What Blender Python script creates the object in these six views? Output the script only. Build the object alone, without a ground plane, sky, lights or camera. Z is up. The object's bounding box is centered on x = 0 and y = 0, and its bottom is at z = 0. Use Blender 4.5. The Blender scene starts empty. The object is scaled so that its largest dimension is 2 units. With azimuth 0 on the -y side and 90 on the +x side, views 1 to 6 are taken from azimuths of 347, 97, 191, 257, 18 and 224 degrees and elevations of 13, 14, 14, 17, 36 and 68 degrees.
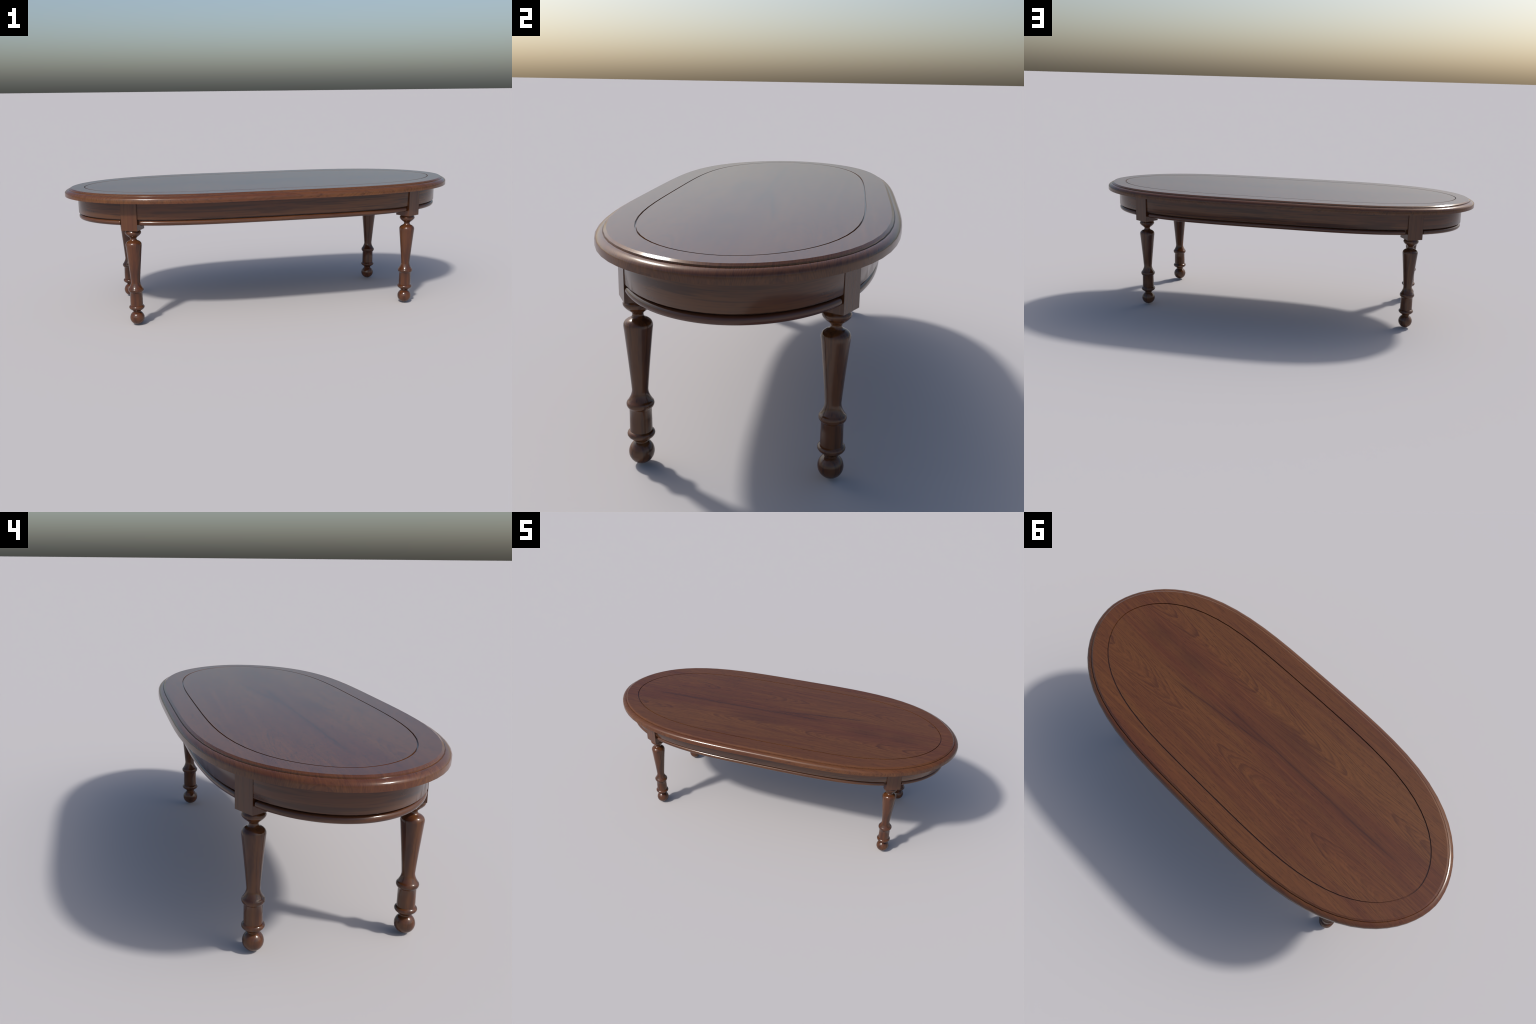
"""Oval mahogany dining table on four turned legs, built part by part."""
import bpy, bmesh, math
from mathutils import Vector

# ------------------------------------------------------------------ sizes
SEGMENTS = 80                                # facets round the oval
TOP_Z, TOP_UNDER_Z = 0.640, 0.6009
APRON_BOTTOM_Z = 0.5180
BEAD_Z, BEAD_RADIUS = 0.5010, 0.0120
LEG_X, LEG_Y = 0.6951, 0.2537
BLOCK_SIDE, BLOCK_TURN, BLOCK_BOTTOM_Z = 0.0802, math.radians(-28.0), 0.4648

# ovals of the design: half length, half width, fullness along x, fullness along y
NOSE = (1.0000, 0.4300, 3.58, 1.83)          # outermost edge of the top
ARRIS = (0.9700, 0.3995, 3.62, 1.84)         # where the flat of the top ends
GROOVE = (0.9048, 0.3222, 3.80, 1.85)        # centre line of the stringing groove
APRON = (0.9392, 0.3700, 3.48, 1.92)         # outer face of the apron
BEAD = (0.9262, 0.3582, 3.44, 1.94)          # centre line of the bead moulding


# ------------------------------------------------------------------ ovals
def oval_at(oval, angle):
    """Point of an oval in the direction of an elliptic angle (0 = +x end)."""
    a, b, p, q = oval
    c, s = abs(math.cos(angle)), abs(math.sin(angle))
    lo, hi = 0.5, 1.6
    for _ in range(48):
        mid = (lo + hi) / 2
        if (mid * c) ** p + (mid * s) ** q < 1:
            lo = mid
        else:
            hi = mid
    return a * lo * math.cos(angle), b * lo * math.sin(angle)


def oval(shape, count=SEGMENTS):
    return [oval_at(shape, 2 * math.pi * i / count) for i in range(count)]


def between(outer, inner, f):
    return tuple(o + (i - o) * f for o, i in zip(outer, inner))


def shrunk(shape, inset):
    return (shape[0] - inset, shape[1] - inset, shape[2], shape[3])


# ------------------------------------------------------------------ helpers
def finish(bm, name, material, parent=None, location=(0, 0, 0), sharp_angle=38.0):
    bmesh.ops.recalc_face_normals(bm, faces=bm.faces[:])
    mesh = bpy.data.meshes.new(name)
    bm.to_mesh(mesh)
    bm.free()
    obj = bpy.data.objects.new(name, mesh)
    bpy.context.scene.collection.objects.link(obj)
    mesh.materials.append(material)
    mesh.polygons.foreach_set("use_smooth", [True] * len(mesh.polygons))
    mesh.set_sharp_from_angle(angle=math.radians(sharp_angle))
    obj.location = location
    if parent is not None:
        obj.parent = parent
    return obj


def loft_rings(bm, rings, close_loop=False):
    """Skin a list of vertex loops (each a list of (x,y,z)); returns the vertex loops."""
    loops = [[bm.verts.new(p) for p in r] for r in rings]
    n = len(loops[0])
    pairs = list(zip(loops, loops[1:]))
    if close_loop:
        pairs.append((loops[-1], loops[0]))
    for a, b in pairs:
        for i in range(n):
            j = (i + 1) % n
            bm.faces.new((a[i], a[j], b[j], b[i]))
    return loops


def lathe(bm, profile, segments):
    """Revolve (z, radius) pairs about the z axis and cap both ends."""
    rings = []
    for z, r in profile:
        rings.append([(r * math.cos(2 * math.pi * i / segments),
                       r * math.sin(2 * math.pi * i / segments), z) for i in range(segments)])
    loops = loft_rings(bm, rings)
    bm.faces.new(loops[0][::-1])
    bm.faces.new(loops[-1])


# ------------------------------------------------------------------ materials
class Nodes:
    """Small helper that wires shader nodes."""

    def __init__(self, name):
        self.mat = bpy.data.materials.new(name)
        self.mat.use_nodes = True
        self.tree = self.mat.node_tree
        self.bsdf = self.tree.nodes["Principled BSDF"]
        self.coord = self.tree.nodes.new("ShaderNodeTexCoord").outputs["Object"]
        sep = self.tree.nodes.new("ShaderNodeSeparateXYZ")
        self.link(self.coord, sep.inputs[0])
        self.x, self.y, self.z = sep.outputs

    def link(self, a, b):
        self.tree.links.new(a, b)

    def put(self, value, socket):
        if isinstance(value, (int, float, tuple)):
            socket.default_value = value
        else:
            self.link(value, socket)

    def math(self, op, a, b=0.0, c=0.0, clamp=False):
        n = self.tree.nodes.new("ShaderNodeMath")
        n.operation, n.use_clamp = op, clamp
        for v, s in zip((a, b, c), n.inputs):
            self.put(v, s)
        return n.outputs[0]

    def vector(self, x, y, z):
        n = self.tree.nodes.new("ShaderNodeCombineXYZ")
        for v, s in zip((x, y, z), n.inputs):
            self.put(v, s)
        return n.outputs[0]

    def stretched(self, scale, shift=(0, 0, 0)):
        n = self.tree.nodes.new("ShaderNodeMapping")
        n.inputs["Scale"].default_value = scale
        n.inputs["Location"].default_value = shift
        self.link(self.coord, n.inputs["Vector"])
        return n.outputs[0]

    def noise(self, vec, scale=1.0, detail=3.0, rough=0.55, distortion=0.0):
        n = self.tree.nodes.new("ShaderNodeTexNoise")
        n.inputs["Scale"].default_value = scale
        n.inputs["Detail"].default_value = detail
        n.inputs["Roughness"].default_value = rough
        n.inputs["Distortion"].default_value = distortion
        self.link(vec, n.inputs["Vector"])
        return n.outputs["Fac"]

    def spread(self, v, lo, hi, out_lo=0.0, out_hi=1.0):
        n = self.tree.nodes.new("ShaderNodeMapRange")
        n.interpolation_type = 'SMOOTHSTEP'
        self.put(v, n.inputs[0])
        for k, val in zip((1, 2, 3, 4), (lo, hi, out_lo, out_hi)):
            n.inputs[k].default_value = val
        return n.outputs[0]

    def mix(self, fac, a, b):
        n = self.tree.nodes.new("ShaderNodeMix")
        n.data_type = 'RGBA'
        self.put(fac, n.inputs[0])
        for v, s in ((a, n.inputs[6]), (b, n.inputs[7])):
            self.put(v if not isinstance(v, tuple) else (*v, 1.0), s)
        return n.outputs[2]


# mahogany palette, linear base colours
TAN = (0.117, 0.0455, 0.0137)      # yellowish brown early wood
RED = (0.091, 0.0288, 0.0118)     # reddish late wood
DARK = (0.050, 0.0172, 0.0082)    # dark ring lines
INK = (0.032, 0.0135, 0.0085)      # near-black mineral streaks


def polish(n, colour, roughness=0.165):
    n.link(colour, n.bsdf.inputs["Base Color"])
    n.bsdf.inputs["Roughness"].default_value = roughness
    n.bsdf.inputs["IOR"].default_value = 1.5
    return n.mat


def tabletop_wood(name, shift, figure, redness=0.0):
    """Two book-matched boards: parabolic flame figure about y = +-0.15, grain along x."""
    n = Nodes(name)
    sx = n.math('ADD', n.x, shift)
    wobble = n.noise(n.stretched((1.6, 7.0, 1.0), (3.1 + shift, 0.7, 0)), 1.0, 3.0, 0.5)
    wob = n.math('MULTIPLY', n.math('SUBTRACT', wobble, 0.5), 0.11)
    left_board = n.math('GREATER_THAN', n.y, -0.012)
    axis = n.math('ADD', n.math('MULTIPLY_ADD', left_board, 0.30, -0.155), n.math('MULTIPLY', wob, 0.22))
    dy = n.math('SUBTRACT', n.y, axis)
    saddle = n.math('MULTIPLY_ADD', left_board, 0.72, -0.50)
    dx = n.math('SUBTRACT', sx, saddle)
    reach = n.math('SQRT', n.math('ADD', n.math('MULTIPLY', dx, dx), 0.006))
    flame = n.math('SUBTRACT', n.math('MULTIPLY', n.math('MULTIPLY', dy, dy), 92.0), reach)
    # the edge below the top surface continues the figure downwards
    flame = n.math('ADD', flame, n.math('MULTIPLY', n.z, 4.0))
    flame = n.math('ADD', flame, n.math('MULTIPLY', wob, 3.2))
    jag = n.noise(n.stretched((9.0, 60.0, 9.0), (shift, 0, 0)), 1.0, 2.0)
    flame = n.math('ADD', flame, n.math('MULTIPLY', jag, 0.045))
    turns = n.math('DIVIDE', flame, 0.074)
    saw = n.math('FRACT', turns)
    ring_index = n.math('FLOOR', turns)
    wn = n.tree.nodes.new("ShaderNodeTexWhiteNoise")
    wn.noise_dimensions = '1D'
    n.link(ring_index, wn.inputs["W"])
    ring_weight = n.spread(wn.outputs["Value"], 0.15, 0.9, 0.40, 1.0)
    rise = n.spread(saw, 0.25, 0.86)
    drop = n.spread(saw, 0.90, 1.0, 1.0, 0.0)
    late = n.math('MULTIPLY', n.math('MULTIPLY', rise, drop), ring_weight)
    fine = n.math('FRACT', n.math('MULTIPLY_ADD', turns, 3.3, n.math('MULTIPLY', wobble, 2.0)))
    fine = n.math('MULTIPLY', n.spread(fine, 0.35, 0.80), n.spread(fine, 0.84, 1.0, 1.0, 0.0))
    late = n.math('MAXIMUM', late, n.math('MULTIPLY', fine, 0.28))
    # broad reddish and tan patches
    patch = n.spread(n.noise(n.stretched((0.8, 9.0, 2.0), (0.4, 2.2 + shift, 0.3)), 1.0, 3.0, 0.6), 0.36, 0.66)
    centre = n.spread(n.math('ABSOLUTE', n.math('ADD', n.y, 0.03)), 0.01, 0.11, 0.38, 0.0)
    red_fac = n.math('ADD', n.math('MULTIPLY_ADD', patch, 0.75, redness), centre, clamp=True)
    colour = n.mix(red_fac, TAN, RED)
    colour = n.mix(n.math('MULTIPLY', late, figure), colour, DARK)
    # fine pores drawn out along the grain
    pores = n.noise(n.stretched((7.0, 210.0, 30.0)), 1.0, 3.0, 0.65)
    colour = n.mix(n.spread(pores, 0.48, 0.72, 0.0, 0.52), colour, DARK)
    ticks = n.noise(n.stretched((34.0, 330.0, 60.0), (5, 1, 0)), 1.0, 2.0, 0.5)
    colour = n.mix(n.spread(ticks, 0.55, 0.72, 0.0, 0.65), colour, DARK)
    glow = n.noise(n.stretched((4.0, 95.0, 25.0), (1, 9, 0)), 1.0, 2.0, 0.5)
    colour = n.mix(n.spread(glow, 0.50, 0.76, 0.0, 0.50), colour, (0.132, 0.049, 0.0150))
    streaks = n.noise(n.stretched((2.2, 46.0, 12.0), (7, 3 + shift, 0)), 1.0, 4.0, 0.6)
    colour = n.mix(n.spread(streaks, 0.50, 0.70, 0.0, 0.40), colour, (0.060, 0.0190, 0.0095))
    # clouds of darker heartwood
    for cx, cy, rx, ry, amount in ((0.50, -0.055, 0.11, 0.045, 0.50), (0.70, -0.055, 0.10, 0.05, 0.40),
                                   (-0.10, -0.10, 0.20, 0.05, 0.40)):
        ex = n.math('DIVIDE', n.math('SUBTRACT', n.x, cx), rx)
        ey = n.math('DIVIDE', n.math('SUBTRACT', n.y, cy), ry)
        e = n.math('SQRT', n.math('ADD', n.math('MULTIPLY', ex, ex), n.math('MULTIPLY', ey, ey)))
        e = n.math('ADD', e, n.math('MULTIPLY', n.math('SUBTRACT', pores, 0.5), 1.4))
        colour = n.mix(n.spread(e, 0.15, 1.35, amount, 0.0), colour, DARK)
    # two mineral streaks along the middle joint
    sway = n.math('MULTIPLY', n.math('SUBTRACT', n.noise(n.stretched((3.0, 0.0, 0.0)), 1.0, 2.0), 0.5), 0.018)
    for slope, offset, x0, x1, width in ((0.0, 0.012, -0.80, 0.32, 0.0050), (-0.128, -0.006, -0.12, 0.54, 0.0045)):
        line = n.math('ADD', n.math('ADD', n.y, offset), n.math('ADD', n.math('MULTIPLY', n.x, slope), sway))
        near = n.spread(n.math('ABSOLUTE', line), 0.0, width, 1.0, 0.0)
        halo = n.spread(n.math('ABSOLUTE', line), 0.0, width * 5, 0.45, 0.0)
        ends = n.math('MULTIPLY', n.spread(n.x, x0, x0 + 0.15), n.spread(n.x, x1 - 0.15, x1, 1.0, 0.0))
        broken = n.spread(pores, 0.30, 0.62, 0.25, 0.80)
        colour = n.mix(n.math('MULTIPLY', halo, ends), colour, DARK)
        colour = n.mix(n.math('MULTIPLY', n.math('MULTIPLY', near, ends), broken), colour, INK)
    return polish(n, colour)


def straight_wood(name, along, shift=0.0, tan=TAN, red=RED, streak=0.6, dark=DARK):
    """Straight-grained wood; along = small stretch factors on the grain axis."""
    n = Nodes(name)
    ax, ay, az = along
    drift = n.noise(n.stretched((ax * 0.10, ay * 0.10, az * 0.10), (shift, shift * 2, 1.0)), 1.0, 3.0, 0.6, 0.4)
    colour = n.mix(n.spread(drift, 0.34, 0.66), tan, red)
    bands = n.noise(n.stretched((ax * 0.35, ay * 0.35, az * 0.35), (2.0, shift, 0.5)), 1.0, 3.0, 0.6, 0.6)
    colour = n.mix(n.spread(bands, 0.45, 0.64, 0.0, streak), colour, dark)
    pores = n.noise(n.stretched(along, (0.3, 1.1, shift)), 1.0, 3.0, 0.65)
    colour = n.mix(n.spread(pores, 0.50, 0.74, 0.0, 0.6), colour, dark)
    return polish(n, colour)


WOOD_PANEL = tabletop_wood("flamed_mahogany_panel", 0.0, 0.76)
WOOD_BORDER = tabletop_wood("flamed_mahogany_border", 0.17, 0.55, 0.22)
WOOD_APRON = straight_wood("straight_mahogany_apron", (7.0, 7.0, 190.0), 1.7,
                           (0.106, 0.0425, 0.0150), (0.076, 0.0260, 0.0122), 0.8, (0.036, 0.0150, 0.0095))
WOOD_BEAD = straight_wood("straight_mahogany_bead", (9.0, 9.0, 160.0), 4.1,
                          (0.094, 0.038, 0.0150), (0.076, 0.026, 0.0130), 0.7)
WOOD_BLOCK = straight_wood("upright_mahogany_block", (190.0, 190.0, 8.0), 2.9,
                           (0.094, 0.038, 0.0150), (0.076, 0.026, 0.0130), 0.5)
WOOD_LEG = straight_wood("turned_mahogany", (105.0, 105.0, 7.0), 5.3,
                         (0.108, 0.042, 0.0128), (0.074, 0.0238, 0.0105), 0.72, (0.036, 0.0140, 0.0085))


# ------------------------------------------------------------------ table
table = bpy.data.objects.new("oval_table", None)
bpy.context.scene.collection.objects.link(table)
table["label"] = "long oval polished mahogany dining table on turned legs"
table["category"] = "table"


def level(shape, z):
    return [(x, y, z) for x, y in oval(shape)]


def edge_level(f, z):
    """Level on the moulded edge; f = 0 at the nose, 1 at the arris."""
    return level(between(NOSE, ARRIS, f), z)


# border of the top: chamfer, quirk and rounded nose outside, tray for the panel inside
bm = bmesh.new()
levels = [level(shrunk(GROOVE, -0.0017), 0.6345), level(shrunk(GROOVE, -0.0023), TOP_Z)]   # wall of the groove
levels += [edge_level(f, z) for f, z in (
    (1.00, 0.6400), (0.76, 0.6357),                                      # chamfer
    (0.735, 0.6308),                                                      # quirk
    (0.66, 0.6318), (0.54, 0.6313), (0.40, 0.6298), (0.26, 0.6276),
    (0.13, 0.6245), (0.04, 0.6212), (0.0, 0.6180), (0.0, TOP_UNDER_Z))]   # nose, plumb edge
loops = loft_rings(bm, levels)
bm.faces.new(loops[0])
bm.faces.new(loops[-1])
border = finish(bm, "tabletop_border", WOOD_BORDER, table, sharp_angle=26)

# panel inside the groove
bm = bmesh.new()
loops = loft_rings(bm, [level(shrunk(GROOVE, 0.0017), 0.6348), level(shrunk(GROOVE, 0.0023), TOP_Z)])
bm.faces.new(loops[0])
bm.faces.new(loops[-1])
panel = finish(bm, "tabletop_panel", WOOD_PANEL, table, sharp_angle=30)

# apron: a hoop of board with a recessed lower rail that carries the bead
bm = bmesh.new()
loft_rings(bm, [level(shrunk(APRON, d), z) for d, z in (
    (0.0, 0.6040), (0.0, APRON_BOTTOM_Z + 0.0012), (0.0012, APRON_BOTTOM_Z),
    (0.0130, APRON_BOTTOM_Z), (0.0130, 0.4910), (0.030, 0.4910), (0.030, 0.6040))], close_loop=True)
apron = finish(bm, "apron", WOOD_APRON, table, sharp_angle=50)

# bead moulding: four round bars between the leg blocks, ends rounded off
turn = Vector((math.cos(BLOCK_TURN), math.sin(BLOCK_TURN)))       # along the outer face
corner_side = Vector((LEG_X, LEG_Y)) - turn * BLOCK_SIDE / 2      # face towards the long side
corner_end = Vector((LEG_X, LEG_Y)) + turn * BLOCK_SIDE / 2       # face towards the end

PATH = oval(BEAD, 640)


def along_block(x, y):
    """Signed distance of a path point along the outer block face, in the first quadrant."""
    return (Vector((abs(x), abs(y))) - Vector((LEG_X, LEG_Y))).dot(turn)


def bead_piece(points):
    total = [0.0]
    for p, q in zip(points, points[1:]):
        total.append(total[-1] + math.dist(p, q))
    length = total[-1]
    around, stations = 14, 60
    nose = [0.0, 0.0008, 0.002, 0.004]
    where = nose + [0.006 + (length - 0.012) * k / stations for k in range(stations + 1)] + [length - d for d in nose[::-1]]
    bm = bmesh.new()
    rings = []
    for s in where:
        k = max(1, next((i for i, t in enumerate(total) if t >= s - 1e-9), len(total) - 1))
        f = (s - total[k - 1]) / (total[k] - total[k - 1])
        px = points[k - 1][0] + f * (points[k][0] - points[k - 1][0])
        py = points[k - 1][1] + f * (points[k][1] - points[k - 1][1])
        tx, ty = points[k][0] - points[k - 1][0], points[k][1] - points[k - 1][1]
        ln = math.hypot(tx, ty)
        nx, ny = ty / ln, -tx / ln
        near_end = min(s, length - s)
        r = BEAD_RADIUS
        if near_end < 0.005:
            r *= 0.72 + 0.28 * math.sqrt(max(0.0, 1 - (1 - near_end / 0.005) ** 2))
        rings.append([(px + nx * r * math.cos(2 * math.pi * i / around),
                       py + ny * r * math.cos(2 * math.pi * i / around),
                       BEAD_Z + r * math.sin(2 * math.pi * i / around)) for i in range(around)])
    loops = loft_rings(bm, rings)
    bm.faces.new(loops[0])
    bm.faces.new(loops[-1])
    return finish(bm, "bead_moulding", WOOD_BEAD, table, sharp_angle=60)


half = BLOCK_SIDE / 2 + 0.0004
long_run = [p for p in PATH if p[1] > 0 and along_block(*p) < -half]
end_run = [p for p in PATH[480:] + PATH[:480] if p[0] > 0 and along_block(*p) > half]
end_run.sort(key=lambda p: math.atan2(p[1], p[0]))
long_run.sort(key=lambda p: math.atan2(p[1], p[0]))
bead_piece(long_run)
bead_piece([(-x, -y) for x, y in long_run])
bead_piece(end_run)
bead_piece([(-x, -y) for x, y in end_run])

# ------------------------------------------------------------------ legs
BALL_R, BALL_Z = 0.0342, 0.0341
leg_profile = []
for k in [0.12] + list(range(1, 14)):                                    # ball foot
    a = math.radians(-90 + k * 11.4)
    leg_profile.append((BALL_Z + BALL_R * math.sin(a), BALL_R * math.cos(a)))
leg_profile += [
    (0.0640, 0.0182), (0.0660, 0.0178), (0.0685, 0.0190), (0.0715, 0.0225),    # ankle
    (0.0755, 0.0285), (0.0800, 0.0335), (0.0845, 0.0362), (0.0880, 0.0367),
    (0.0915, 0.0357), (0.0945, 0.0330), (0.0965, 0.0297),                       # lower ring
    (0.1100, 0.0296), (0.1350, 0.0293), (0.1600, 0.0290),                       # plain drum
    (0.1620, 0.0305), (0.1660, 0.0340), (0.1705, 0.0361), (0.1745, 0.0366),
    (0.1785, 0.0357), (0.1815, 0.0338), (0.1828, 0.0322),                       # upper ring
    (0.1870, 0.0300), (0.1930, 0.0266), (0.2000, 0.0237), (0.2070, 0.0219), (0.2140, 0.0213),
    (0.2400, 0.0234), (0.2700, 0.0260), (0.3000, 0.0287), (0.3300, 0.0316), (0.3600, 0.0345),
    (0.3850, 0.0370), (0.3910, 0.0377), (0.3965, 0.0374), (0.4015, 0.0355),
    (0.4060, 0.0318), (0.4095, 0.0270), (0.4120, 0.0220), (0.4130, 0.0192),     # shoulder
    (0.4150, 0.0172), (0.4185, 0.0150), (0.4220, 0.0143), (0.4255, 0.0150),
    (0.4290, 0.0174), (0.4310, 0.0205),                                         # neck
    (0.4345, 0.0250), (0.4390, 0.0302), (0.4440, 0.0346), (0.4490, 0.0373),
    (0.4530, 0.0375), (0.4575, 0.0355), (0.4600, 0.0335), (0.4660, 0.0330),     # cushion
]

bm = bmesh.new()
lathe(bm, [(z, r * 1.01) for z, r in leg_profile], 24)
first_leg = finish(bm, "turned_leg", WOOD_LEG, table, (LEG_X, LEG_Y, 0), sharp_angle=42)

bm = bmesh.new()
bmesh.ops.create_cube(bm, size=1.0)
bmesh.ops.scale(bm, vec=(BLOCK_SIDE, BLOCK_SIDE, 0.604 - BLOCK_BOTTOM_Z), verts=bm.verts)
bmesh.ops.translate(bm, vec=(0, 0, (0.604 + BLOCK_BOTTOM_Z) / 2), verts=bm.verts)
bmesh.ops.bevel(bm, geom=bm.edges[:], offset=0.0006, segments=1, affect='EDGES')
first_block = finish(bm, "leg_block", WOOD_BLOCK, first_leg, sharp_angle=30)
first_block.rotation_euler = (0, 0, BLOCK_TURN)

for sx, sy in ((-1, 1), (-1, -1), (1, -1)):
    leg = first_leg.copy()
    leg.location = (sx * LEG_X, sy * LEG_Y, 0)
    bpy.context.scene.collection.objects.link(leg)
    block = first_block.copy()
    block.parent = leg
    block.rotation_euler = (0, 0, BLOCK_TURN * sx * sy)
    bpy.context.scene.collection.objects.link(block)
